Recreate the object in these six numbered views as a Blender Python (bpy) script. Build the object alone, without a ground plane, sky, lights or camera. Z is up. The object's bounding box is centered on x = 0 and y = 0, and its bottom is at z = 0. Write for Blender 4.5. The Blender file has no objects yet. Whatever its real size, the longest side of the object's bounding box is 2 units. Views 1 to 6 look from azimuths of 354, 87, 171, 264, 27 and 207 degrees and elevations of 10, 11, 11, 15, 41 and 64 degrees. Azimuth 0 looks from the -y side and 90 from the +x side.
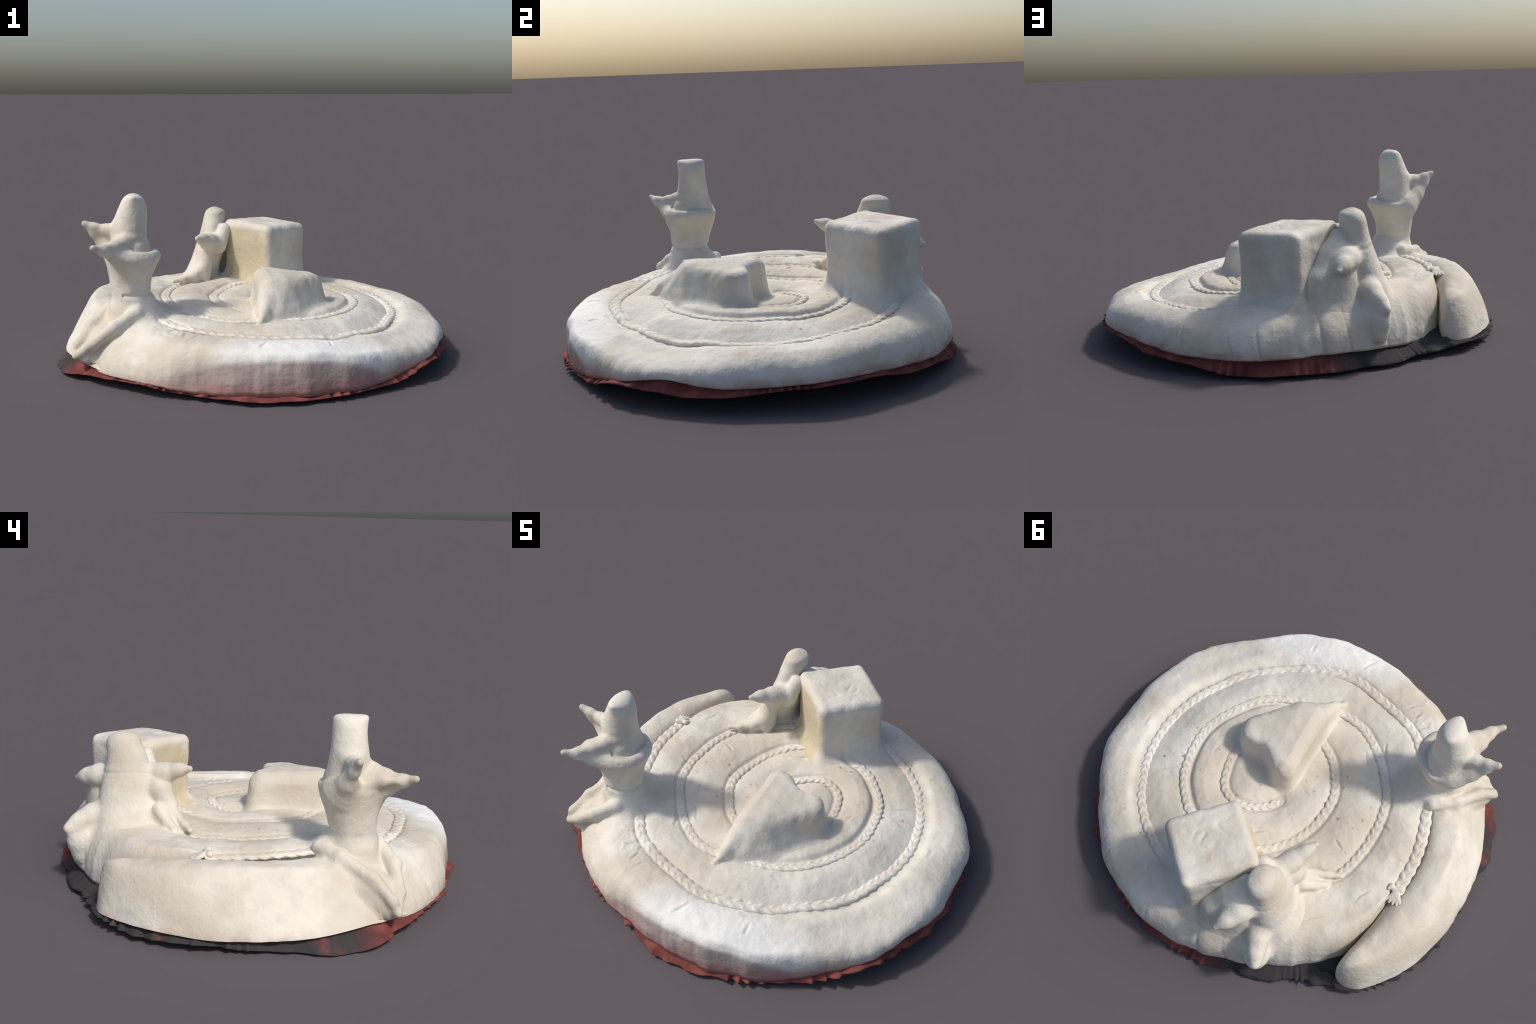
import bpy, math
import numpy as np

rng = np.random.default_rng(7)

# ----------------------------------------------------------------- helpers
def smooth01(t):
    t = np.clip(t, 0, 1)
    return t * t * (3 - 2 * t)

LAT = np.random.default_rng(11).random((32, 32, 32))

def vnoise(x, y, z):
    """smooth value noise, -1..1"""
    xi, yi, zi = np.floor(x).astype(int), np.floor(y).astype(int), np.floor(z).astype(int)
    fx, fy, fz = smooth01(x - xi), smooth01(y - yi), smooth01(z - zi)
    def c(a, b, d):
        return LAT[(xi + a) % 32, (yi + b) % 32, (zi + d) % 32]
    x00 = c(0, 0, 0) * (1 - fx) + c(1, 0, 0) * fx
    x10 = c(0, 1, 0) * (1 - fx) + c(1, 1, 0) * fx
    x01 = c(0, 0, 1) * (1 - fx) + c(1, 0, 1) * fx
    x11 = c(0, 1, 1) * (1 - fx) + c(1, 1, 1) * fx
    a = x00 * (1 - fy) + x10 * fy
    b = x01 * (1 - fy) + x11 * fy
    return 2 * (a * (1 - fz) + b * fz) - 1

def fbm(x, y, z, f=4.0, octv=3):
    s = 0.0
    a = 1.0
    for o in range(octv):
        s = s + a * vnoise(x * f + 5.3 * o + 100, y * f + 1.7 * o + 100, z * f + 9.1 * o + 100)
        f *= 2.03
        a *= 0.5
    return s

def catmull(P, n):
    """open Catmull-Rom through P (k x d), n samples per span"""
    P = np.asarray(P, float)
    Q = np.vstack([2 * P[0] - P[1], P, 2 * P[-1] - P[-2]])
    out = []
    t = np.linspace(0, 1, n, endpoint=False)[:, None]
    for i in range(1, len(Q) - 2):
        p0, p1, p2, p3 = Q[i - 1], Q[i], Q[i + 1], Q[i + 2]
        out.append(0.5 * (2 * p1 + (p2 - p0) * t + (2 * p0 - 5 * p1 + 4 * p2 - p3) * t ** 2
                          + (3 * p1 - p0 - 3 * p2 + p3) * t ** 3))
    out.append(P[-1:])
    return np.vstack(out)

def resample(P, step):
    s = np.r_[0, np.cumsum(np.linalg.norm(np.diff(P, axis=0), axis=1))]
    u = np.arange(0, s[-1], step)
    return np.stack([np.interp(u, s, P[:, k]) for k in range(P.shape[1])], 1), u

def ring(table):
    """periodic smooth function of an angle in degrees from (angle, value) pairs"""
    t = np.array(sorted(table), float)
    fine = np.arange(0, 360, 1.0)
    v = np.interp(fine, t[:, 0], t[:, 1], period=360)
    k = np.exp(-0.5 * (np.arange(-8, 9) / 2.5) ** 2)
    k /= k.sum()
    v = sum(w * np.roll(v, o) for w, o in zip(k, range(-8, 9)))
    return lambda th: np.interp(np.asarray(th) % 360, fine, v, period=360)

def seg_dist(x, y, C, block=40000):
    """distance from points to the polyline C (2D) and index of the nearest span"""
    a, b = C[:-1], C[1:]
    ab = b - a
    L = (ab ** 2).sum(1) + 1e-12
    x, y = x.ravel(), y.ravel()
    D = np.empty(len(x))
    I = np.empty(len(x), int)
    for s in range(0, len(x), block):
        px, py = x[s:s + block, None], y[s:s + block, None]
        t = np.clip(((px - a[:, 0]) * ab[:, 0] + (py - a[:, 1]) * ab[:, 1]) / L, 0, 1)
        d = (px - a[:, 0] - t * ab[:, 0]) ** 2 + (py - a[:, 1] - t * ab[:, 1]) ** 2
        i = d.argmin(1)
        I[s:s + block] = i
        D[s:s + block] = np.sqrt(d[np.arange(len(i)), i])
    return D, I

def make_mesh(name, V, F, mat, parent=None, normals=None):
    me = bpy.data.meshes.new(name)
    V = np.asarray(V, np.float32)
    F = np.asarray(F, np.int32)
    me.vertices.add(len(V))
    me.vertices.foreach_set("co", V.ravel())
    n, k = F.shape
    me.loops.add(n * k)
    me.loops.foreach_set("vertex_index", F.ravel())
    me.polygons.add(n)
    me.polygons.foreach_set("loop_start", np.arange(0, n * k, k, dtype=np.int32))
    me.update(calc_edges=True)
    me.polygons.foreach_set("use_smooth", np.ones(n, bool))
    if normals is not None:
        me.normals_split_custom_set_from_vertices([tuple(v) for v in normals])
    me.materials.append(mat)
    ob = bpy.data.objects.new(name, me)
    bpy.context.scene.collection.objects.link(ob)
    if parent:
        ob.parent = parent
    return ob

def grid_faces(nu, nv, wrap_u=False):
    i = np.arange(nu if wrap_u else nu - 1)
    j = np.arange(nv - 1)
    I, J = np.meshgrid(i, j, indexing="ij")
    I2 = (I + 1) % nu
    return np.stack([I * nv + J, I2 * nv + J, I2 * nv + J + 1, I * nv + J + 1], -1).reshape(-1, 4)

def vertex_normals(V, F):
    n = np.zeros_like(V)
    a = V[F[:, 2]] - V[F[:, 0]]
    b = V[F[:, 3]] - V[F[:, 1]]
    fn = np.cross(a, b)
    for k in range(4):
        np.add.at(n, F[:, k], fn)
    return n / (np.linalg.norm(n, axis=1, keepdims=True) + 1e-12)

# implicit clay: smooth surface of a field on a grid (surface nets)
def surface_net(field, lo, hi, h):
    ax = [np.arange(lo[k], hi[k] + h, h) for k in range(3)]
    X, Y, Z = np.meshgrid(*ax, indexing="ij")
    D = field(X, Y, Z)
    S = D < 0
    nx, ny, nz = D.shape
    cs = np.zeros((nx - 1, ny - 1, nz - 1), int)
    for a in (0, 1):
        for b in (0, 1):
            for c in (0, 1):
                cs += S[a:nx - 1 + a, b:ny - 1 + b, c:nz - 1 + c]
    act = (cs > 0) & (cs < 8)
    idx = -np.ones(act.shape, int)
    cells = np.argwhere(act)
    idx[act] = np.arange(len(cells))
    acc = np.zeros((len(cells), 3))
    cnt = np.zeros(len(cells))
    corner = [(a, b, c) for a in (0, 1) for b in (0, 1) for c in (0, 1)]
    for p in corner:
        for k in range(3):
            if p[k] == 0:
                q = list(p)
                q[k] = 1
                dp = D[cells[:, 0] + p[0], cells[:, 1] + p[1], cells[:, 2] + p[2]]
                dq = D[cells[:, 0] + q[0], cells[:, 1] + q[1], cells[:, 2] + q[2]]
                m = (dp < 0) != (dq < 0)
                t = np.where(m, dp / np.where(m, dp - dq, 1), 0)
                pos = np.tile(np.array(p, float), (len(cells), 1))
                pos[:, k] = t
                acc[m] += pos[m]
                cnt[m] += 1
    V = (cells + acc / cnt[:, None]) * h + np.array(lo)
    faces = []
    for k in range(3):
        u, v = (k + 1) % 3, (k + 2) % 3
        sl0 = [slice(1, -1)] * 3
        sl1 = [slice(1, -1)] * 3
        sl0[k] = slice(0, -1)
        sl1[k] = slice(1, None)
        a, b = S[tuple(sl0)], S[tuple(sl1)]
        e = np.argwhere(a != b)
        flip = a[tuple(e.T)]
        base = e.copy()
        base[:, u] += 1
        base[:, v] += 1
        def cell(du, dv):
            c = base.copy()
            c[:, u] += du
            c[:, v] += dv
            return idx[tuple(c.T)]
        q = np.stack([cell(-1, -1), cell(0, -1), cell(0, 0), cell(-1, 0)], 1)
        q = np.where(flip[:, None], q, q[:, ::-1])
        faces.append(q)
    return V, np.vstack(faces)

def smin(a, b, k):
    h = np.maximum(k - np.abs(a - b), 0) / k
    return np.minimum(a, b) - h * h * k * 0.25

def smax(a, b, k):
    return -smin(-a, -b, k)

def cone(X, Y, Z, A, B, ra, rb):
    """capsule from A to B with radius changing ra -> rb"""
    A, B = np.array(A), np.array(B)
    d = B - A
    t = np.clip(((X - A[0]) * d[0] + (Y - A[1]) * d[1] + (Z - A[2]) * d[2]) / (d @ d), 0, 1)
    return np.sqrt((X - A[0] - t * d[0]) ** 2 + (Y - A[1] - t * d[1]) ** 2 + (Z - A[2] - t * d[2]) ** 2) - (ra + (rb - ra) * t)

def limb(X, Y, Z, pts, k=0.015):
    """chain of tapered capsules; pts rows are x, y, z, radius"""
    r = None
    for p, q in zip(pts[:-1], pts[1:]):
        c = cone(X, Y, Z, p[:3], q[:3], p[3], q[3])
        r = c if r is None else smin(r, c, k)
    return r

def loft(X, Y, Z, rows, cap=0.03):
    """stack of ellipses; rows are z, x_min, x_max, y_min, y_max"""
    R = np.array(rows, float)
    R = R[np.argsort(R[:, 0])]
    R = catmull(R, 8)
    cx = np.interp(Z, R[:, 0], (R[:, 1] + R[:, 2]) / 2)
    rx = np.interp(Z, R[:, 0], (R[:, 2] - R[:, 1]) / 2)
    cy = np.interp(Z, R[:, 0], (R[:, 3] + R[:, 4]) / 2)
    ry = np.interp(Z, R[:, 0], (R[:, 4] - R[:, 3]) / 2)
    q = np.sqrt(((X - cx) / rx) ** 2 + ((Y - cy) / ry) ** 2)
    side = (q - 1) * np.minimum(rx, ry)
    return smax(side * 0.93, np.maximum(Z - R[-1, 0], R[0, 0] - Z), cap)

# ----------------------------------------------------------------- materials
def new_mat(name):
    m = bpy.data.materials.new(name)
    m.use_nodes = True
    nt = m.node_tree
    nt.nodes.clear()
    out = nt.nodes.new("ShaderNodeOutputMaterial")
    bs = nt.nodes.new("ShaderNodeBsdfPrincipled")
    nt.links.new(bs.outputs[0], out.inputs[0])
    tc = nt.nodes.new("ShaderNodeTexCoord")
    return m, nt, bs, tc.outputs["Object"]

def n_noise(nt, co, scale, detail=4.0, rough=0.55):
    n = nt.nodes.new("ShaderNodeTexNoise")
    n.inputs["Scale"].default_value = scale
    n.inputs["Detail"].default_value = detail
    n.inputs["Roughness"].default_value = rough
    nt.links.new(co, n.inputs["Vector"])
    return n.outputs["Fac"]

def n_math(nt, op, a, b=0.0, clamp=False):
    n = nt.nodes.new("ShaderNodeMath")
    n.operation = op
    n.use_clamp = clamp
    for k, v in ((0, a), (1, b)):
        if isinstance(v, (int, float)):
            n.inputs[k].default_value = v
        else:
            nt.links.new(v, n.inputs[k])
    return n.outputs[0]

def n_ramp(nt, fac, lo, hi):
    n = nt.nodes.new("ShaderNodeMapRange")
    n.interpolation_type = "SMOOTHSTEP"
    n.inputs["From Min"].default_value = lo
    n.inputs["From Max"].default_value = hi
    nt.links.new(fac, n.inputs["Value"])
    return n.outputs[0]

def n_mix(nt, fac, a, b, mode="MIX"):
    n = nt.nodes.new("ShaderNodeMix")
    n.data_type = "RGBA"
    n.blend_type = mode
    if isinstance(fac, (int, float)):
        n.inputs[0].default_value = fac
    else:
        nt.links.new(fac, n.inputs[0])
    for k, v in ((6, a), (7, b)):
        if isinstance(v, tuple):
            n.inputs[k].default_value = v + (1,)
        else:
            nt.links.new(v, n.inputs[k])
    return n.outputs[2]

def n_ball(nt, co, centre, radii, r0, r1, turn=0.0):
    """soft ellipsoidal patch, 1 inside r0, 0 outside r1"""
    m = nt.nodes.new("ShaderNodeMapping")
    m.vector_type = "TEXTURE"
    m.inputs["Location"].default_value = centre
    m.inputs["Scale"].default_value = radii
    m.inputs["Rotation"].default_value = (0.0, 0.0, turn)
    nt.links.new(co, m.inputs["Vector"])
    l = nt.nodes.new("ShaderNodeVectorMath")
    l.operation = "LENGTH"
    nt.links.new(m.outputs[0], l.inputs[0])
    return n_ramp(nt, l.outputs["Value"], r1, r0)

def n_bump(nt, bs, h, strength, dist):
    b = nt.nodes.new("ShaderNodeBump")
    b.inputs["Strength"].default_value = strength
    b.inputs["Distance"].default_value = dist
    nt.links.new(h, b.inputs["Height"])
    nt.links.new(b.outputs[0], bs.inputs["Normal"])

CREAM = (0.575, 0.51, 0.41)
PALE = (0.72, 0.675, 0.585)
COOL = (0.56, 0.53, 0.475)

def clay_material(name, specks=False, hem=False, baked_highlight=False, tips=(), warm=False, tint=None):
    m, nt, bs, co = new_mat(name)
    big = n_ramp(nt, n_noise(nt, co, 3.0, 3), 0.38, 0.64)
    mid = n_ramp(nt, n_noise(nt, co, 14.0, 5, 0.6), 0.35, 0.68)
    col = n_mix(nt, big, CREAM, PALE)
    col = n_mix(nt, n_math(nt, "MULTIPLY", mid, 0.45), col, COOL)
    if tint:
        col = n_mix(nt, 1.0, col, tint, "MULTIPLY")
    if warm:
        col = n_mix(nt, n_ball(nt, co, (-0.013, 0.393, 0.42), (0.095, 0.25, 0.235), 0.78, 1.0, math.radians(44.5)), col, (0.545, 0.47, 0.325))  # yellow light on the cube's south-west face, coloured into the clay
    if specks:
        vo = nt.nodes.new("ShaderNodeTexVoronoi")
        vo.inputs["Scale"].default_value = 30.0
        wob = nt.nodes.new("ShaderNodeVectorMath")
        wob.operation = "ADD"
        wn = nt.nodes.new("ShaderNodeTexNoise")
        wn.inputs["Scale"].default_value = 30.0
        nt.links.new(co, wn.inputs["Vector"])
        ws = nt.nodes.new("ShaderNodeVectorMath")
        ws.operation = "SCALE"
        ws.inputs["Scale"].default_value = 0.02
        nt.links.new(wn.outputs["Color"], ws.inputs[0])
        nt.links.new(co, wob.inputs[0])
        nt.links.new(ws.outputs[0], wob.inputs[1])
        nt.links.new(wob.outputs[0], vo.inputs["Vector"])
        spot = n_ramp(nt, vo.outputs["Distance"], 0.30, 0.14)
        sep = nt.nodes.new("ShaderNodeSeparateColor")
        nt.links.new(vo.outputs["Color"], sep.inputs[0])
        some = n_ramp(nt, sep.outputs[0], 0.55, 0.62)
        few = n_ramp(nt, sep.outputs[1], 0.86, 0.91)
        zone = n_ball(nt, co, (-0.20, 0.02, 0.3), (0.26, 0.26, 0.4), 0.4, 1.0)
        zone2 = n_ball(nt, co, (0.2, 0.25, 0.3), (0.75, 0.6, 0.4), 0.6, 1.0)
        k = n_math(nt, "MAXIMUM", n_math(nt, "MULTIPLY", some, zone), n_math(nt, "MULTIPLY", few, zone2))
        col = n_mix(nt, n_math(nt, "MULTIPLY", n_math(nt, "MULTIPLY", spot, k), 0.8), col, (0.36, 0.19, 0.11))
    if baked_highlight:
        b = n_ball(nt, co, (0.30, -0.98, 0.22), (0.72, 0.42, 0.3), 0.55, 1.0)  # blown-out highlight of the southern crown, lightened in the colour
        col = n_mix(nt, n_math(nt, "MULTIPLY", b, 0.75), col, (0.84, 0.835, 0.79))
    if hem:
        # red bounce light off the cloth, painted onto the lowest clay, ragged upper edge
        sep = nt.nodes.new("ShaderNodeSeparateXYZ")
        nt.links.new(co, sep.inputs[0])
        z = n_math(nt, "ADD", sep.outputs[2], n_math(nt, "MULTIPLY", n_noise(nt, co, 9.0, 4), 0.10))
        z = n_math(nt, "SUBTRACT", z, n_math(nt, "MULTIPLY", sep.outputs[0], 0.04))
        rough = n_noise(nt, co, 6.0, 4)
        sw = n_ball(nt, co, (0.02, -0.99, 0.05), (0.95, 0.30, 0.165), 0.82, 1.0)  # baked shadow on the south wall, tinted mauve below the crown edge
        col = n_mix(nt, n_math(nt, "MULTIPLY", sw, n_ramp(nt, rough, 0.10, 0.48)), col, (0.43, 0.345, 0.315))
        st = n_ramp(nt, z, 0.165, 0.095)
        col = n_mix(nt, n_math(nt, "MULTIPLY", st, 0.75), col, (0.36, 0.17, 0.15))
    for c, r in tips:
        t = n_ball(nt, co, c, (r, r, r), 0.2, 1.0)
        col = n_mix(nt, n_math(nt, "MULTIPLY", t, 0.5), col, (0.44, 0.35, 0.31))
    nt.links.new(col, bs.inputs["Base Color"])
    bs.inputs["Roughness"].default_value = 0.72
    bs.inputs["Specular IOR Level"].default_value = 0.3
    h = n_math(nt, "ADD", n_math(nt, "MULTIPLY", n_noise(nt, co, 60.0, 4, 0.5), 0.6), n_math(nt, "MULTIPLY", n_noise(nt, co, 16.0, 5), 1.6))
    stretch = nt.nodes.new("ShaderNodeMapping")
    stretch.inputs["Rotation"].default_value = (0.0, 0.0, 0.6)
    stretch.inputs["Scale"].default_value = (9.0, 55.0, 30.0)
    nt.links.new(co, stretch.inputs["Vector"])
    h = n_math(nt, "ADD", h, n_math(nt, "MULTIPLY", n_noise(nt, stretch.outputs[0], 1.0, 4), 0.8))
    n_bump(nt, bs, h, 0.26, 0.012)
    return m

def cloth_material():
    m, nt, bs, co = new_mat("red_cloth")
    red = n_mix(nt, n_ramp(nt, n_noise(nt, co, 10.0, 4), 0.35, 0.65), (0.13, 0.038, 0.034), (0.24, 0.072, 0.062))
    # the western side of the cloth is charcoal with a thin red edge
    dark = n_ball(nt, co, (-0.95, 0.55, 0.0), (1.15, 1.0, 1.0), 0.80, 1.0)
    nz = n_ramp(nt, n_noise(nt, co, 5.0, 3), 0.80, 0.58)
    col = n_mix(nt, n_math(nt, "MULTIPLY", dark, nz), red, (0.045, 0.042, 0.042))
    nt.links.new(col, bs.inputs["Base Color"])
    bs.inputs["Roughness"].default_value = 0.9
    bs.inputs["Specular IOR Level"].default_value = 0.15
    n_bump(nt, bs, n_noise(nt, co, 60.0, 3), 0.3, 0.005)
    return m

MAT_SLAB = clay_material("slab_clay", specks=True, hem=True, baked_highlight=True)
MAT_CLAY = clay_material("figure_clay")
MAT_CUBE = clay_material("cube_clay", warm=True)
MAT_CORD = clay_material("cord_clay", tint=(1.06, 1.06, 1.07))
MAT_ROBE = clay_material("robed_figure_clay", tips=[((-0.745, -0.520, 0.632), 0.042), ((-0.797, -0.287, 0.714), 0.036)])
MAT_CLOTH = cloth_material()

# ----------------------------------------------------------------- spiral cord path (plan view)
CORD = np.array([
    (-.63, .28, .298), (-.64, .11, .297), (-.625, -.02, .300), (-.595, -.13, .298), (-.54, -.27, .295), (-.465, -.385, .287),
    (-.38, -.50, .275), (-.25, -.575, .257), (-.10, -.63, .247), (.035, -.665, .243), (.19, -.645, .234), (.32, -.595, .227),
    (.45, -.51, .219), (.56, -.42, .204), (.635, -.315, .201), (.715, -.145, .204), (.745, .03, .211), (.725, .195, .222),
    (.675, .33, .228), (.595, .455, .233), (.485, .55, .246), (.39, .605, .260), (.26, .63, .278), (.10, .60, .290),
    (-.10, .50, .300), (-.25, .40, .298), (-.36, .325, .292), (-.41, .175, .293), (-.42, .025, .292), (-.395, -.12, .292),
    (-.32, -.25, .280), (-.235, -.345, .271), (-.13, -.42, .268), (.0, -.445, .268), (.14, -.42, .268), (.275, -.39, .265),
    (.385, -.325, .265), (.475, -.215, .264), (.54, -.075, .265), (.545, .075, .267), (.51, .215, .266), (.43, .325, .266),
    (.35, .385, .273), (.22, .42, .278), (.09, .41, .280), (-.015, .365, .296), (-.105, .27, .290), (-.16, .145, .284),
    (-.175, .01, .287), (-.14, -.10, .280), (-.07, -.20, .275), (.03, -.26, .272), (.14, -.26, .272), (.26, -.18, .268),
    (.35, -.03, .266), (.345, .09, .268), (.30, .185, .270), (.20, .22, .270), (.09, .165, .262), (.04, .10, .258)])
# crest heights of the outermost coil: angle, radius, z
CREST = [(0, .82, .220), (20, .82, .229), (40, .82, .243), (60, .81, .262), (80, .81, .270), (95, .77, .283), (115, .74, .283),
         (133, .63, .280), (140, .85, .272), (160, .84, .280), (180, .78, .279), (198, .77, .268), (218, .76, .245), (236, .80, .214), (254, .84, .215),
         (272, .86, .217), (290, .88, .207), (305, .90, .182), (326, .90, .170), (345, .84, .203)]
CORD_C, CORD_S = resample(catmull(CORD[:, :2], 14), 0.006)
CORD_COARSE = CORD_C[::4]

# ----------------------------------------------------------------- slab: top surface and rim
_c = np.array([(r * math.cos(math.radians(a)), r * math.sin(math.radians(a)), z + 0.004) for a, r, z in CREST])
KNOT = np.vstack([CORD - np.array([0, 0, 0.006]), _c])
def _tps(d2):
    return 0.5 * d2 * np.log(d2 + 1e-9)
_K = _tps(((KNOT[:, None, :2] - KNOT[None, :, :2]) ** 2).sum(-1)) + 0.004 * np.eye(len(KNOT))
_Q = np.c_[np.ones(len(KNOT)), KNOT[:, :2]]
_W = np.linalg.solve(np.block([[_K, _Q], [_Q.T, np.zeros((3, 3))]]), np.r_[KNOT[:, 2], 0, 0, 0])
def top_smooth(x, y):
    """thin-plate surface through the cord and the crest of the outer coil"""
    z = _W[-3] + _W[-2] * x + _W[-1] * y
    for k in range(len(KNOT)):
        z = z + _W[k] * _tps((x - KNOT[k, 0]) ** 2 + (y - KNOT[k, 1]) ** 2)
    return z

R_CROWN = ring([(0, .765), (15, .765), (30, .765), (45, .75), (60, .735), (75, .715), (90, .70), (100, .69), (110, .68), (121, .68),
                (133, .70), (142, .695), (155, .665), (165, .640), (180, .605), (192, .585), (198, .60), (204, .66), (210, .69), (216, .70),
                (222, .71), (230, .735), (240, .77), (250, .785), (262, .82), (275, .835), (285, .855), (298, .88), (307, .86),
                (316, .85), (326, .82), (337, .785), (350, .765)])
R_FOOT = ring([(0, .985), (12, 1.0), (24, .985), (33, .98), (45, .978), (56, .964), (67, .947), (76, .923), (86, .895),
               (95, .862), (103, .838), (110, .826), (121, .812), (133, .792), (142, .752), (150, .71), (155, .69), (165, .665),
               (180, .63), (192, .61), (198, .63), (204, .79), (210, .885), (216, .90), (222, .895), (230, .885), (240, .879), (250, .852),
               (262, .870), (275, .885), (285, .908), (298, .925), (307, .932), (316, .952), (326, .985), (337, .985), (350, .988)])
Z_FOOT = ring([(0, .10), (15, .112), (30, .10), (45, .09), (60, .08), (75, .083), (85, .092), (95, .084), (108, .074), (121, .06),
               (140, .05), (200, .05), (215, .06), (230, .06), (240, .05), (250, .03), (285, .03), (298, .035), (307, .045),
               (316, .07), (326, .10), (335, .13), (345, .105), (355, .098)])
RIM_N = ring([(0, 2.3), (60, 2.3), (100, 2.4), (180, 2.2), (205, 1.9), (230, 1.9), (245, 2.6), (262, 3.6), (300, 3.6), (320, 3.0), (340, 2.4)])

T_IN = ring([(120, .80), (131, .815), (134, .79), (138, .76), (142, .730), (150, .680), (155, .642), (165, .618), (180, .583), (190, .567), (200, .56), (240, .60), (250, .7), (100, .80)])
T_OUT = ring([(100, .93), (128, .945), (134, .965), (140, .965), (150, .960), (160, .947), (173, .932), (183, .922), (194, .918), (205, .914), (215, .905), (240, .87)])
T_Z = ring([(100, .06), (134, .06), (150, .062), (160, .05), (172, .05), (185, .056), (194, .065), (204, .08), (215, .07), (240, .06)])

GN = 801
GX = np.linspace(-1.12, 1.12, GN)
gx, gy = np.meshgrid(GX, GX, indexing="ij")
gd, gi = seg_dist(gx, gy, CORD_COARSE)
gd = gd.reshape(gx.shape)
# coils are gently domed between the cord grooves
gi = np.clip(gi.reshape(gx.shape), 0, len(CORD_COARSE) - 2)
_t = CORD_COARSE[gi + 1] - CORD_COARSE[gi]
side_ = np.sign(_t[..., 0] * (gy - CORD_COARSE[gi, 1]) - _t[..., 1] * (gx - CORD_COARSE[gi, 0]))   # +1 towards the centre
sg = gd * side_
run = gi * 0.024
TOP = top_smooth(gx, gy) + 0.013 * (1 - np.exp(-(gd / 0.07) ** 2)) * np.exp(-(np.maximum(np.hypot(gx, gy) - 0.78, 0) / 0.06) ** 2) - 0.008 * np.exp(-(gd / 0.030) ** 2)
# open creases: outside the outer turn on the east, inside the middle turn on the south-east
gap_o = smooth01((run - 1.35) / 0.3) * smooth01((3.2 - run) / 0.3)
gap_m = smooth01((run - 4.75) / 0.15) * smooth01((6.3 - run) / 0.2)
TOP -= 0.009 * gap_o * np.exp(-((sg + 0.042) / 0.020) ** 2) + 0.013 * gap_m * np.exp(-((sg - 0.030) / 0.012) ** 2)
TOP -= 0.005 * (1 - gap_o) * (1 - gap_m) * np.exp(-((gd - 0.024) / 0.008) ** 2)
TOP += 0.0060 * fbm(gx, gy, gx * 0, 5.5, 4) + 0.0016 * fbm(gx, gy, gx * 0 + 3, 26.0, 2)

# short tool marks and finger creases pressed into the clay
MARKS = [(-.57, .14, 10, .06), (-.74, -.03, 80, .07), (-.72, .22, 70, .05), (-.36, .55, 40, .10), (-.50, .36, 60, .08), (.60, .20, 25, .10), (.62, .12, 20, .08),
         (.84, .02, 80, .05), (.30, -.74, 95, .05), (-.28, -.36, 110, .06), (-.22, -.27, 120, .07), (-.45, .02, 160, .05), (.05, .30, 30, .06), (.0, -.78, 60, .08),
         (-.40, -.57, 35, .06), (-.34, -.62, 70, .05), (-.45, -.52, 10, .05), (-.30, -.66, 50, .06), (-.72, -.50, 60, .14), (.44, .02, 70, .04), (-.30, .20, 150, .05)]
for mx, my, ma, ml in MARKS:
    a = math.radians(ma)
    near = (np.abs(gx - mx) < 0.12) & (np.abs(gy - my) < 0.12)
    dx, dy = gx[near] - mx, gy[near] - my
    u, v = dx * math.cos(a) + dy * math.sin(a), -dx * math.sin(a) + dy * math.cos(a)
    v = v - 2.5 * u * u
    env = np.exp(-(u / (ml * 0.5)) ** 4)
    TOP[near] += env * (-0.0042 * np.exp(-(v / 0.0055) ** 2) + 0.0022 * np.exp(-((v - 0.014) / 0.009) ** 2))
# crumbs beside the cord on the south-west
crumb = np.exp(-(((gx + 0.36) / 0.13) ** 2 + ((gy + 0.56) / 0.09) ** 2))
TOP += 0.006 * crumb * np.maximum(fbm(gx, gy, gx * 0 + 8, 38.0, 2), 0)

def bil(G, x, y):
    u = np.clip((x - GX[0]) / (GX[1] - GX[0]), 0, GN - 1.001)
    v = np.clip((y - GX[0]) / (GX[1] - GX[0]), 0, GN - 1.001)
    i, j = u.astype(int), v.astype(int)
    u, v = u - i, v - j
    return (G[i, j] * (1 - u) + G[i + 1, j] * u) * (1 - v) + (G[i, j + 1] * (1 - u) + G[i + 1, j + 1] * u) * v

def top(x, y):
    return bil(TOP, x, y)

TAIL_END = 128.2
def tail_frame(th):
    e = np.sqrt(np.clip(1 - (np.clip(TAIL_END + 6.5 - th, 0, 6.5) / 6.5) ** 2, 0.0, 1))
    a, b = T_IN(th), T_OUT(th)
    mid, hw = (a + b) / 2, (b - a) / 2 * (0.001 + 0.999 * e)
    drop = 0.014 * smooth01((152 - th) / 20)
    sink = 0.10 * smooth01((th - 203) / 22)
    return mid, hw, e, drop + sink

# ----------------------------------------------------------------- the thing
root = bpy.data.objects.new("clay_sculpture", None)
bpy.context.scene.collection.objects.link(root)
root["label"] = "white clay spiral slab with hooded figures, cube and heart stone"
root["category"] = "clay sculpture"

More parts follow.
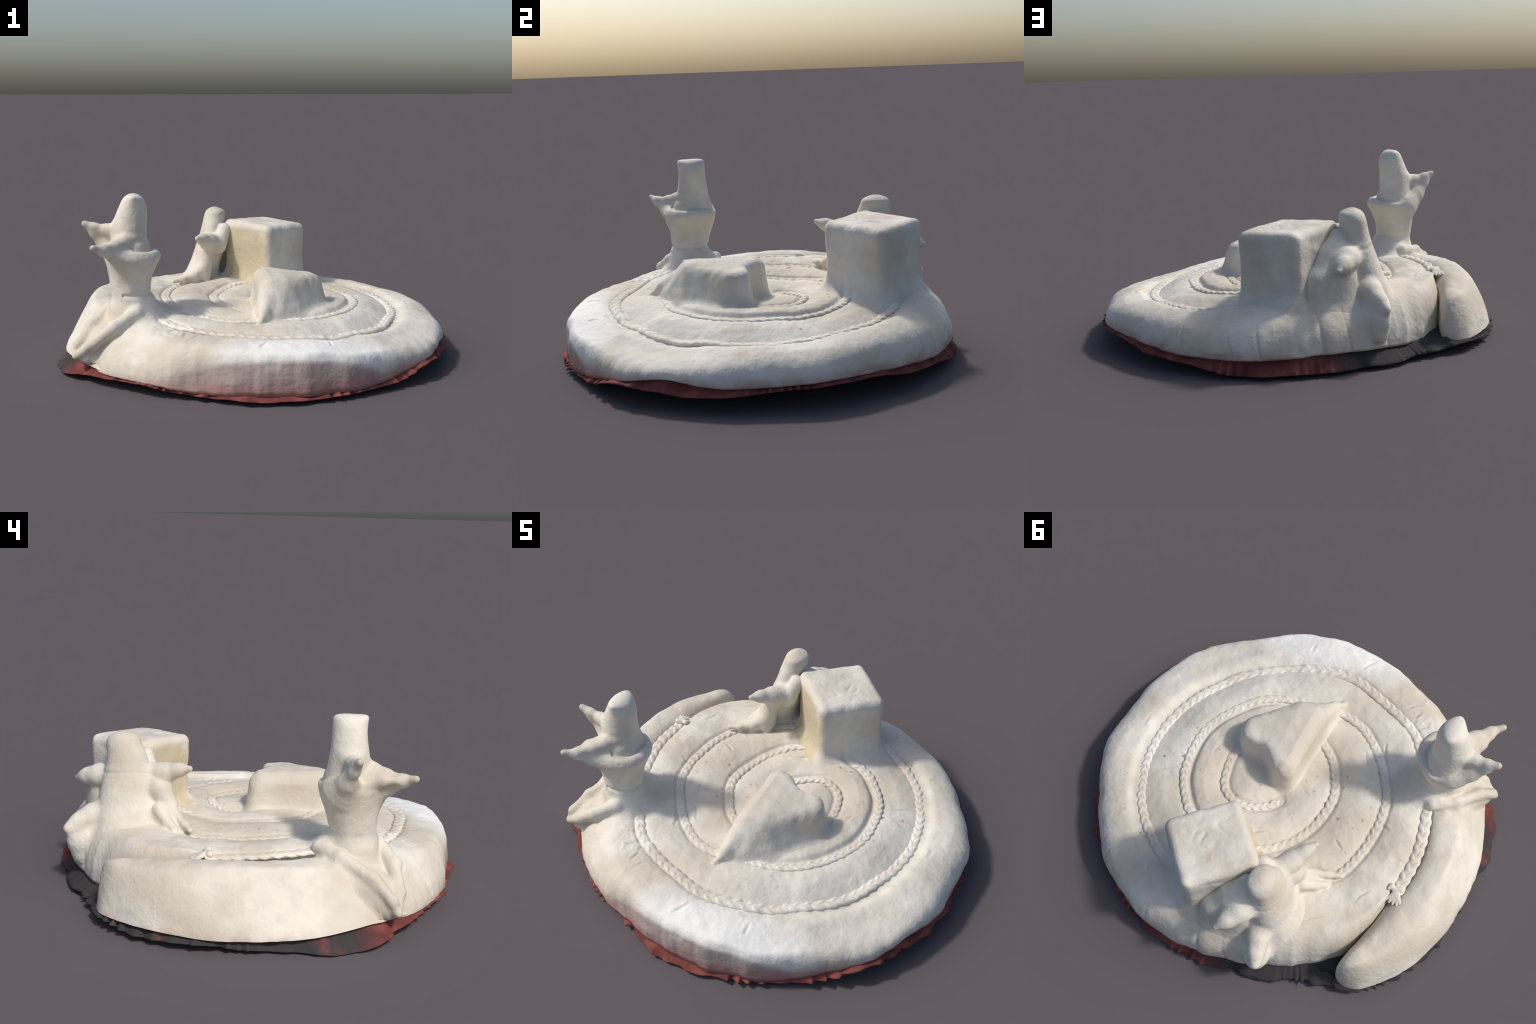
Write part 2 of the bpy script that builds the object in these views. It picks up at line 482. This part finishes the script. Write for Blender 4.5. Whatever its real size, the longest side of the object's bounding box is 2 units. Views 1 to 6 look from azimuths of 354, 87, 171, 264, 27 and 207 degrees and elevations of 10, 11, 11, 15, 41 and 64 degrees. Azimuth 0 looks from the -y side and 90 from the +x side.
# slab ---------------------------------------------------------------
NT, N1, N2 = 1000, 200, 50
th = np.linspace(0, 360, NT, endpoint=False)[:, None]
phi = np.linspace(0, math.pi / 2, N2)[None, 1:]
rc, rf, zf, nn = R_CROWN(th), R_FOOT(th), Z_FOOT(th), RIM_N(th)
wig = 0.006 * fbm(np.cos(np.radians(th)) * 2, np.sin(np.radians(th)) * 2, th * 0, 5.0, 3)
rf = rf + wig
r_top = rc * np.linspace(1e-5, 1, N1)[None, :] ** 0.75
r_edge = rc + (rf - rc) * np.sin(phi) ** (2 / nn)
f_edge = np.cos(phi) ** (2 / nn)
r_under = (rf - 0.03) * np.array([[1.0, 0.6, 0.1]])
R = np.hstack([r_top, r_edge, r_under])
c, s = np.cos(np.radians(th)), np.sin(np.radians(th))
X, Y = R * c, R * s
Z = top(X, Y)
f = np.hstack([np.ones_like(r_top), np.broadcast_to(f_edge, r_edge.shape), np.zeros_like(r_under)])
Z = zf + (Z - zf) * f
# pressed folds and vertical cracks on the north and east wall
wall = np.clip(1 - f, 0, 1) * (R > rc)
folds = np.abs(vnoise(th / 4.2 + 40 + 0.6 * f, th * 0 + 3.3, th * 0 + 0.5 + f * 0.8))
crack = np.exp(-(folds / 0.09) ** 2)
zone = smooth01((th - 5) / 25) * smooth01((118 - th) / 20) + 0.35 * smooth01((th - 205) / 10) * smooth01((262 - th) / 20)
R2 = R - 0.009 * crack * zone * wall * (f > 0.001)
lump = 0.005 * fbm(X * 1.0, Y * 1.0, Z * 1.5, 7.0, 3) * wall
R2 = R2 + lump
X, Y = R2 * c, R2 * s
nv = R.shape[1]
V = np.stack([X, Y, Z], -1).reshape(-1, 3)
slab = make_mesh("spiral_slab", V, grid_faces(NT, nv, True)[:, ::-1], MAT_SLAB, root)

# tail of the coil, lying free beside the slab on the west -------------
NTH, NS = 420, 70
tt = TAIL_END + (236 - TAIL_END) * np.linspace(0, 1, NTH) ** 1.3
tt = tt[:, None]
mid, hw, e, dr = tail_frame(tt)
ph = np.linspace(0, math.pi, NS)[None, :]
cc = np.cos(ph)
rr = mid + hw * np.sign(cc) * np.abs(cc) ** (2 / 3.0)
fz = np.sin(ph) ** (2 / 2.5)
rr = rr - ((0.050 + 0.060 * smooth01((tt - 152) / 25)) * fz * np.clip(cc, 0, 1) ** 0.8) * e
x, y = rr * np.cos(np.radians(tt)), rr * np.sin(np.radians(tt))
tz = top(x, y) - dr - 0.002
z = T_Z(tt) + (tz - T_Z(tt)) * fz * (0.55 + 0.45 * e)
k = 0.006 * fbm(x, y, z * 1.5, 8.0, 3) * np.clip(1 - fz, 0, 1)
x, y = x + k * np.cos(np.radians(tt)), y + k * np.sin(np.radians(tt))
V = np.stack([x, y, z], -1).reshape(-1, 3)
tail = make_mesh("coil_tail", V, grid_faces(NTH, NS)[:, ::-1], MAT_SLAB, root)

# height of the clay (slab and tail together), used to seat everything else
from mathutils.bvhtree import BVHTree
from mathutils import Vector
HN = 451
HXS = np.linspace(-1.12, 1.12, HN)
HEIGHT = np.full((HN, HN), -0.3)
for ob in (slab, tail):
    me = ob.data
    tree = BVHTree.FromPolygons([v.co for v in me.vertices], [p.vertices for p in me.polygons])
    for a in range(HN):
        for b in range(HN):
            if HXS[a] ** 2 + HXS[b] ** 2 < 1.1:
                hit = tree.ray_cast(Vector((HXS[a], HXS[b], 1.0)), Vector((0, 0, -1)))
                if hit[0] is not None and hit[0].z > HEIGHT[a, b]:
                    HEIGHT[a, b] = hit[0].z
_g = np.gradient(HEIGHT, HXS[1] - HXS[0])
HSLOPE = np.sqrt(1 + np.clip(_g[0] ** 2 + _g[1] ** 2, 0, 20))

def bilh(G, x, y):
    u = np.clip((x - HXS[0]) / (HXS[1] - HXS[0]), 0, HN - 1.001)
    v = np.clip((y - HXS[0]) / (HXS[1] - HXS[0]), 0, HN - 1.001)
    i, j = u.astype(int), v.astype(int)
    u, v = u - i, v - j
    return (G[i, j] * (1 - u) + G[i + 1, j] * u) * (1 - v) + (G[i, j + 1] * (1 - u) + G[i + 1, j + 1] * u) * v

def slab_field(X, Y, Z):
    return (Z - bilh(HEIGHT, X, Y)) / bilh(HSLOPE, X, Y)

# ragged cloth under the clay ------------------------------------------
R_CLOTH = ring([(1, 1.0), (9, 1.005), (15, 1.018), (23, 1.0), (33, 1.01), (39, 1.005), (45, .982), (56, .974), (68, .968), (79, .938),
                (87, .916), (96, .885), (105, .90), (115, .876), (120, .882), (126, .916), (133, .976), (138, .980), (145, .975),
                (153, .972), (160, .965), (166, .938), (173, .940), (182, .925), (186, .945), (191, .982), (196, .988), (201, .985),
                (206, .962), (211, .944), (225, .898), (237, .895), (245, .86), (253, .875), (266, .92), (278, .928), (288, .928),
                (300, .936), (308, .947), (313, .972), (324, 1.012), (336, 1.002), (348, 1.01)])
Z_CLOTH = ring([(0, .085), (15, .098), (27, .098), (38, .068), (50, .05), (60, .02), (70, .020), (85, .018), (105, .020), (115, .025),
                (124, .028), (130, .05), (136, .05), (142, .025), (160, .032), (170, .02), (182, .01), (196, .004), (203, .014), (212, .042),
                (226, .05), (234, .058), (239, .034), (250, .027), (280, .021), (292, .024), (302, .03), (312, .036), (320, .085),
                (330, .085), (340, .068), (348, .07), (356, .08)])
NC, NR = 1100, 9
ct = np.linspace(0, 360, NC, endpoint=False)
saw = (ct * 0.15 + 2.2 * vnoise(ct / 11, ct * 0 + 7, ct * 0)) % 1
teeth = 0.006 * vnoise(ct / 2.3, ct * 0, ct * 0) + (0.010 + 0.009 * vnoise(ct / 6, ct * 0 + 3, ct * 0)) * (np.where(saw < 0.7, saw / 0.7, (1 - saw) / 0.3) - 0.5) * 2
foot = np.where((ct > 126) & (ct < 222), T_OUT(ct), R_FOOT(ct))
blend = smooth01((ct - 118) / 10) * smooth01((232 - ct) / 14)
foot = R_FOOT(ct) * (1 - blend) + T_OUT(ct) * blend
footz = Z_FOOT(ct) * (1 - blend) + T_Z(ct) * blend
q = np.linspace(0, 1, NR)
outer = R_CLOTH(ct) + teeth - 0.006
inner = np.minimum(foot, outer) - 0.05
CR = inner[:, None] + (outer - inner)[:, None] * q
zo = np.maximum(Z_CLOTH(ct) + 0.35 * teeth, 0.0045)
zi = footz + 0.012
CZ = zi[:, None] + (zo - zi)[:, None] * q ** 1.1 + 0.003 * vnoise(ct[:, None] / 5, q * 3, q * 0)
CZ = np.maximum(CZ, 0.0045)
cX, cY = CR * np.cos(np.radians(ct))[:, None], CR * np.sin(np.radians(ct))[:, None]
Vt = np.stack([cX, cY, CZ], -1).reshape(-1, 3)
Vb = Vt - np.array([0, 0, 0.004])
Ft = grid_faces(NC, NR, True)[:, ::-1]
Fb = grid_faces(NC, NR, True) + len(Vt)
i = np.arange(NC)
j = (i + 1) % NC
eo = np.stack([i * NR + NR - 1, i * NR + NR - 1 + len(Vt), j * NR + NR - 1 + len(Vt), j * NR + NR - 1], 1)
ei = np.stack([i * NR, j * NR, j * NR + len(Vt), i * NR + len(Vt)], 1)
make_mesh("ragged_cloth", np.vstack([Vt, Vb]), np.vstack([Ft, Fb, eo, ei]), MAT_CLOTH, root)
# cloth floor of the notch beside the tail's end
nt_ = np.linspace(108, 136, 60)[:, None]
qq = np.linspace(0, 1, 12)[None, :]
fr = 0.70 + (R_CLOTH(nt_) - 0.015 - 0.70) * qq
fzv = 0.13 + (np.maximum(Z_CLOTH(nt_), 0.01) + 0.004 - 0.13) * qq ** 0.8
Vn = np.stack([fr * np.cos(np.radians(nt_)), fr * np.sin(np.radians(nt_)), fzv + 0 * fr], -1).reshape(-1, 3)
make_mesh("cloth_fold", Vn, grid_faces(60, 12)[:, ::-1], MAT_CLOTH, root)

# braided cord ---------------------------------------------------------
P = CORD_C
Tn = np.gradient(P, axis=0)
Tn /= np.linalg.norm(Tn, axis=1, keepdims=True)
Nn = np.stack([-Tn[:, 1], Tn[:, 0]], 1)
S = CORD_S
half = np.interp(S, [0, 0.3, 0.8, 1.5, 2.6, 3.6, 5.0, 7.0, 9], [.027, .026, .023, .027, .022, .020, .020, .020, .018])
half = half * np.clip((S[-1] - S) / 0.03, 0.15, 1) ** 0.5
base = top(P[:, 0], P[:, 1]) - 0.008 * np.clip(1 - (S[-1] - S) / 0.04, 0, 1)
phase = np.cumsum(np.r_[0, np.diff(S)] * 2 * math.pi / (half * 6.0)) + 0.5 * vnoise(S * 4, S * 0, S * 0)
NSd = 9
ang = np.linspace(0, 2 * math.pi, NSd, endpoint=False)
Vs, Fs, off = [], [], 0
for k in range(3):
    p = phase + k * 2 * math.pi / 3
    lat = half * 0.55 * np.sin(p) * (1 + 0.15 * vnoise(S * 9, S * 0 + k, S * 0))
    ver = base + 0.0006 + 0.0050 * vnoise(S * 3, S * 0 + 9, S * 0) + half * 0.13 * np.sin(2 * p)
    ra = half * 0.58
    cx = P + Nn * lat[:, None]
    o = np.cos(ang)[None, :] * ra[:, None]
    up = np.sin(ang)[None, :] * ra[:, None] * 0.62
    vx = cx[:, 0, None] + Nn[:, 0, None] * o
    vy = cx[:, 1, None] + Nn[:, 1, None] * o
    vz = ver[:, None] + up
    Vs.append(np.stack([vx, vy, vz], -1).reshape(-1, 3))
    nP = len(P)
    I, J = np.meshgrid(np.arange(nP - 1), np.arange(NSd), indexing="ij")
    J2 = (J + 1) % NSd
    Fs.append(np.stack([I * NSd + J, I * NSd + J2, (I + 1) * NSd + J2, (I + 1) * NSd + J], -1).reshape(-1, 4) + off)
    off += nP * NSd
core = base - 0.0006 + 0.0050 * vnoise(S * 3, S * 0 + 9, S * 0)
o = np.cos(ang)[None, :] * (half * 0.98)[:, None]
up = np.sin(ang)[None, :] * (half * 0.46)[:, None]
Vs.append(np.stack([P[:, 0, None] + Nn[:, 0, None] * o, P[:, 1, None] + Nn[:, 1, None] * o, core[:, None] + up], -1).reshape(-1, 3))
Fs.append(Fs[0] + off)
make_mesh("braided_cord", np.vstack(Vs), np.vstack(Fs)[:, ::-1], MAT_CORD, root)

# frayed end of the cord: knot and little fingers
def knots(X, Y, Z):
    d = None
    for a in np.linspace(-0.55, 0.55, 5):
        x1, y1 = -.632 + 0.016 * a, .285
        dx, dy = math.sin(a) * 0.05 - 0.004, math.cos(a) * 0.05
        zt = 0.292
        c = cone(X, Y, Z, (x1, y1, zt), (x1 + dx, y1 + dy, zt - 0.012), 0.010, 0.0055)
        d = c if d is None else smin(d, c, 0.006)
    d = smin(d, cone(X, Y, Z, (-.645, .262, .297), (-.612, .272, .297), .014, .012), 0.008)
    d = smin(d, cone(X, Y, Z, (-.600, .262, .302), (-.592, .280, .298), .011, .008), 0.008)
    return d
V, F = surface_net(knots, (-.69, .22, .26), (-.56, .36, .34), 0.0035)
make_mesh("cord_fringe", V, F[:, ::-1], MAT_CORD, root)

# ----------------------------------------------------------------- clay bodies seated on the slab
def seated(name, field, lo, hi, h, mat, fillet, parts=None, parent=None, relief=0.003, freq=9.0):
    """mesh of `field` melted into the slab; parts = [(name, label_field, material)]"""
    def full(X, Y, Z):
        a = field(X, Y, Z)
        if relief:
            a = a - relief * fbm(X, Y, Z, freq, 3)
        return smin(a, slab_field(X, Y, Z) + 0.004, fillet)
    V, F = surface_net(full, lo, hi, h)
    F = F[:, ::-1]
    near = field(V[:, 0], V[:, 1], V[:, 2]) < fillet + 0.035
    inside = np.all((V > np.array(lo) + 1.6 * h) & (V < np.array(hi) - 1.6 * h), axis=1)
    keep = (near & inside)[F].all(1)
    F = F[keep]
    N = -vertex_normals(V, F[:, ::-1])
    N = vertex_normals(V, F)
    if parts is None:
        return [emit(name, V, F, N, mat, parent)]
    L = np.stack([p[1](V[:, 0], V[:, 1], V[:, 2]) for p in parts], 1).argmin(1)
    fl = np.sort(L[F], axis=1)[:, 2]
    obs = []
    for k, p in enumerate(parts):
        m = fl == k
        if m.any():
            obs.append(emit(p[0], V, F[m], N, p[2] if len(p) > 2 else mat, parent if not obs else obs[0]))
    return obs

def emit(name, V, F, N, mat, parent):
    used, inv = np.unique(F.ravel(), return_inverse=True)
    return make_mesh(name, V[used], inv.reshape(F.shape), mat, parent, N[used])

# cube -----------------------------------------------------------------
CUBE_C, CUBE_A = (0.148, 0.552), math.radians(44.5)
def cube_f(X, Y, Z):
    c, s = math.cos(CUBE_A), math.sin(CUBE_A)
    u = (X - CUBE_C[0]) * c + (Y - CUBE_C[1]) * s
    v = -(X - CUBE_C[0]) * s + (Y - CUBE_C[1]) * c
    zt = 0.600 - 0.07 * (X - CUBE_C[0])
    waist = 0.004 * np.exp(-((Z - 0.42) / 0.09) ** 2)
    qx, qy, qz = np.abs(u) - 0.172 + 0.038 + waist, np.abs(v) - 0.168 + 0.038 + waist, Z - zt + 0.038
    o = np.sqrt(np.maximum(qx, 0) ** 2 + np.maximum(qy, 0) ** 2 + np.maximum(qz, 0) ** 2)
    d = o + np.minimum(np.maximum(np.maximum(qx, qy), qz), 0) - 0.038
    ctr = np.exp(-(((X - 0.17) ** 2 + (Y - 0.54) ** 2) / 0.11 ** 2))
    crease = np.exp(-(fbm(X, Y, X * 0, 11.0, 2) / 0.16) ** 2) * (Z > zt - 0.02) * ctr
    return d + 0.005 * crease
seated("cube", cube_f, (-.12, .27, .2), (.45, .86, .66), 0.005, MAT_CUBE, 0.075, None, root, 0.0045, 8.0)

# heart-shaped stone -----------------------------------------------------
HEART = catmull([(.352, -.105), (.325, -.050), (.268, -.032), (.220, -.034), (.172, -.010), (.125, .030), (.072, .046), (.028, .018),
                 (.032, -.08), (.030, -.20), (.028, -.31), (.034, -.395), (.090, -.385), (.190, -.308), (.285, -.212), (.345, -.145), (.352, -.105)], 5)
def poly_sdf(x, y, P):
    d = np.full(x.shape, 1e9)
    sgn = np.zeros(x.shape, bool)
    for a, b in zip(P[:-1], P[1:]):
        e = b - a
        L = e @ e
        if L < 1e-14:
            continue
        t = np.clip(((x - a[0]) * e[0] + (y - a[1]) * e[1]) / L, 0, 1)
        d = np.minimum(d, (x - a[0] - t * e[0]) ** 2 + (y - a[1] - t * e[1]) ** 2)
        sgn ^= ((a[1] > y) != (b[1] > y)) & (x < (b[0] - a[0]) * (y - a[1]) / (b[1] - a[1] + 1e-15) + a[0])
    return np.where(sgn, -1, 1) * np.sqrt(d)
hx = np.arange(-.14, .56, .004)
hy = np.arange(-.62, .24, .004)
HPX, HPY = np.meshgrid(hx, hy, indexing="ij")
HEART_D = poly_sdf(HPX, HPY, HEART)
def heart2(x, y):
    u = np.clip((x - hx[0]) / .004, 0, len(hx) - 1.001)
    v = np.clip((y - hy[0]) / .004, 0, len(hy) - 1.001)
    i, j = u.astype(int), v.astype(int)
    u, v = u - i, v - j
    return (HEART_D[i, j] * (1 - u) + HEART_D[i + 1, j] * u) * (1 - v) + (HEART_D[i, j + 1] * (1 - u) + HEART_D[i + 1, j + 1] * u) * v
def heart_f(X, Y, Z):
    k = 0.43 - Z
    # broad slope towards the south-east, steep on the west
    lean = np.clip((X - 0.10) * 0.62 - (Y + 0.16) * 0.78, -0.1, 0.2) / 0.2
    side = heart2(X, Y) - k * (0.05 + 0.27 * np.clip(lean, 0, 1)) - 0.10 * np.maximum(k - 0.10, 0)
    zt = 0.438 - 1.1 * np.maximum(-(Y + 0.33), 0) - 0.40 * np.maximum(Y + 0.0, 0) - 0.10 * np.maximum(X - 0.15, 0) - 0.30 * np.maximum(0.08 - X, 0)
    ridge = limb(X, Y, Z, [(.050, -.38, .340, .034), (.034, -.435, .295, .028), (.006, -.50, .258, .010)], 0.02)
    return smin(smax(side * 0.95, Z - zt, 0.046), ridge, 0.03)
seated("heart_stone", heart_f, (-.12, -.60, .2), (.48, .17, .51), 0.005, MAT_CLAY, 0.03, None, root, 0.006, 8.0)

# standing hooded figure ---------------------------------------------------
def a_head(X, Y, Z):
    d = loft(X, Y, Z, [(.54, -.665, -.485, -.40, -.185), (.60, -.665, -.490, -.395, -.190), (.645, -.672, -.504, -.378, -.203), (.70, -.672, -.503, -.366, -.211),
                       (.74, -.655, -.502, -.362, -.213), (.79, -.634, -.503, -.360, -.214), (.825, -.617, -.516, -.360, -.216), (.849, -.595, -.540, -.360, -.220)], 0.018)
    return d
def a_torso(X, Y, Z):
    d = loft(X, Y, Z, [(.18, -.72, -.46, -.42, -.20), (.30, -.695, -.462, -.428, -.212), (.36, -.680, -.474, -.418, -.218), (.40, -.682, -.488, -.415, -.214), (.455, -.688, -.482, -.420, -.200),
                       (.51, -.695, -.460, -.432, -.180), (.555, -.700, -.439, -.440, -.170), (.575, -.695, -.445, -.435, -.174), (.590, -.690, -.455, -.43, -.182)], 0.016)
    return d
def a_arm_s(X, Y, Z):
    up = limb(X, Y, Z, [(-.585, -.34, .640, .045), (-.650, -.425, .622, .023), (-.700, -.482, .622, .014), (-.743, -.519, .632, .007)], 0.02)
    dn = limb(X, Y, Z, [(-.575, -.375, .540, .050), (-.650, -.440, .570, .026), (-.700, -.482, .606, .015), (-.743, -.519, .632, .007)], 0.02)
    web = limb(X, Y, Z, [(-.635, -.355, .600, .050), (-.690, -.405, .612, .020), (-.712, -.455, .615, .010)], 0.02)
    return smin(smin(up, dn, 0.03), web, 0.03)
def a_arm_n(X, Y, Z):
    up = limb(X, Y, Z, [(-.615, -.285, .665, .055), (-.690, -.285, .680, .026), (-.750, -.286, .698, .015), (-.794, -.287, .712, .007)], 0.02)
    dn = limb(X, Y, Z, [(-.640, -.250, .560, .062), (-.700, -.262, .605, .038), (-.752, -.278, .664, .019), (-.794, -.287, .712, .007)], 0.02)
    return smin(up, dn, 0.03)
def a_cloak(X, Y, Z):
    collar = loft(X, Y, Z, [(.20, -.66, -.385, -.47, -.12), (.275, -.66, -.410, -.455, -.140), (.315, -.655, -.440, -.435, -.165), (.35, -.65, -.468, -.42, -.195), (.375, -.64, -.480, -.415, -.210)])
    n = limb(X, Y, Z, [(-.600, -.180, .312, .030), (-.692, -.250, .298, .026), (-.770, -.366, .240, .022), (-.826, -.438, .168, .020), (-.842, -.456, .122, .013)], 0.02)
    s = limb(X, Y, Z, [(-.560, -.430, .312, .030), (-.66, -.478, .255, .026), (-.765, -.478, .172, .024), (-.836, -.462, .122, .016)], 0.02)
    fill = limb(X, Y, Z, [(-.63, -.345, .225, .060), (-.725, -.405, .165, .056), (-.780, -.438, .115, .040)], 0.03)
    fill = smin(fill, limb(X, Y, Z, [(-.65, -.25, .235, .055), (-.735, -.355, .185, .052), (-.785, -.425, .125, .040)], 0.03), 0.05)
    return smin(smin(collar, fill, 0.03), smin(n, s, 0.015), 0.022)
def fig_a(X, Y, Z):
    body = smin(a_torso(X, Y, Z), smin(a_arm_s(X, Y, Z), a_arm_n(X, Y, Z), 0.03), 0.045)
    seam = np.exp(-(a_head(X, Y, Z) / 0.010) ** 2) * np.exp(-((Z - 0.585) / 0.03) ** 2) * (X + Y > -0.97)
    d = smin(body + 0.010 * seam, a_head(X, Y, Z), 0.010)
    band = 0.007 * np.exp(-((Z - 0.386) / 0.008) ** 2) * (X > -0.62)
    return smin(d, a_cloak(X, Y, Z), 0.010) + band
seated("standing_figure", fig_a, (-.94, -.64, .078), (-.30, -.02, .88), 0.005, MAT_ROBE, 0.035,
       [("standing_figure", a_torso), ("hood", a_head), ("arm", lambda x, y, z: a_arm_s(x, y, z) + 0.012), ("arm", lambda x, y, z: a_arm_n(x, y, z) + 0.012),
        ("cloak", a_cloak)], root, 0.003, 9.0)

# seated hooded figure leaning on the cube ------------------------------------
def b_head(X, Y, Z):
    return loft(X, Y, Z, [(.46, -.225, -.085, .505, .695), (.51, -.222, -.090, .505, .692), (.55, -.212, -.092, .515, .685), (.585, -.203, -.084, .525, .685),
                          (.63, -.190, -.078, .543, .687), (.655, -.180, -.082, .553, .675), (.674, -.163, -.108, .575, .655)])
def b_torso(X, Y, Z):
    return loft(X, Y, Z, [(.22, -.325, -.12, .475, .745), (.30, -.305, -.11, .487, .735), (.37, -.275, -.10, .480, .727), (.42, -.258, -.085, .480, .718),
                          (.47, -.242, -.088, .483, .705), (.505, -.226, -.085, .495, .692), (.535, -.215, -.082, .51, .685)])
def b_arm_r(X, Y, Z):
    return limb(X, Y, Z, [(-.145, .50, .480, .058), (-.180, .435, .503, .042), (-.215, .378, .525, .026), (-.245, .333, .538, .012)], 0.03)
def b_arm_l(X, Y, Z):
    return limb(X, Y, Z, [(-.115, .66, .470, .058), (-.082, .725, .463, .042), (-.050, .785, .449, .027), (-.020, .830, .437, .012)], 0.05)
def b_leg_l(X, Y, Z):
    return limb(X, Y, Z, [(-.17, .68, .335, .056), (-.185, .755, .312, .040), (-.204, .815, .286, .026), (-.221, .860, .266, .012)], 0.05)
def b_leg_r(X, Y, Z):
    a = limb(X, Y, Z, [(-.20, .47, .44, .045), (-.215, .425, .365, .030), (-.26, .385, .322, .020), (-.325, .352, .308, .015), (-.375, .333, .305, .011)], 0.02)
    b = limb(X, Y, Z, [(-.25, .465, .36, .026), (-.295, .425, .312, .018), (-.335, .395, .298, .012)], 0.02)
    c = limb(X, Y, Z, [(-.195, .45, .44, .040), (-.205, .42, .32, .036)], 0.02)
    f = limb(X, Y, Z, [(-.22, .45, .33, .055), (-.275, .41, .285, .035), (-.32, .37, .275, .022)], 0.02)
    return smin(smin(smin(a, b, 0.012), c, 0.03), f, 0.012)
def b_wedge(X, Y, Z):
    # sharp clay web that props the foot against the rim of the slab
    web = limb(X, Y, Z, [(-.219, .850, .258, .012), (-.205, .825, .20, .018), (-.195, .81, .15, .022)], 0.05)
    fill = limb(X, Y, Z, [(-.17, .70, .27, .060), (-.185, .755, .21, .052), (-.19, .77, .13, .045)], 0.05)
    return smin(web, fill, 0.09)
def b_fill(X, Y, Z):
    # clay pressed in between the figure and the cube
    n = limb(X, Y, Z, [(.055, .735, .26, .075), (.030, .715, .36, .066), (-.02, .670, .46, .052), (-.065, .625, .55, .036)], 0.05)
    n = smin(n, limb(X, Y, Z, [(-.06, .71, .26, .085), (-.06, .70, .38, .060), (-.06, .66, .47, .045)], 0.05), 0.07)
    s = limb(X, Y, Z, [(-.115, .50, .47, .040), (-.085, .525, .56, .035)], 0.03)
    return smin(n, s, 0.02)
def fig_b(X, Y, Z):
    body = smin(b_torso(X, Y, Z), smin(b_arm_l(X, Y, Z), b_arm_r(X, Y, Z), 0.03), 0.022)
    legs = smin(smin(b_leg_l(X, Y, Z), b_leg_r(X, Y, Z), 0.02), b_wedge(X, Y, Z), 0.03)
    d = smin(smin(body, b_fill(X, Y, Z), 0.02), legs, 0.022)
    hem = 0.002 * np.exp(-((Z - 0.515 + 0.35 * (Y - 0.6) ** 2 * 4) / 0.007) ** 2) * (X < -0.13)
    return smin(d, b_head(X, Y, Z) - 0.002, 0.012) + hem
seated("seated_figure", fig_b, (-.48, .25, .095), (.16, .96, .71), 0.005, MAT_CLAY, 0.03,
       [("seated_figure", b_torso), ("hood", b_head), ("arm", lambda x, y, z: b_arm_r(x, y, z) + 0.012), ("arm", lambda x, y, z: b_arm_l(x, y, z) + 0.012),
        ("leg", b_leg_r), ("leg", lambda x, y, z: np.minimum(b_leg_l(x, y, z), b_wedge(x, y, z)))], root, 0.0018, 7.0)
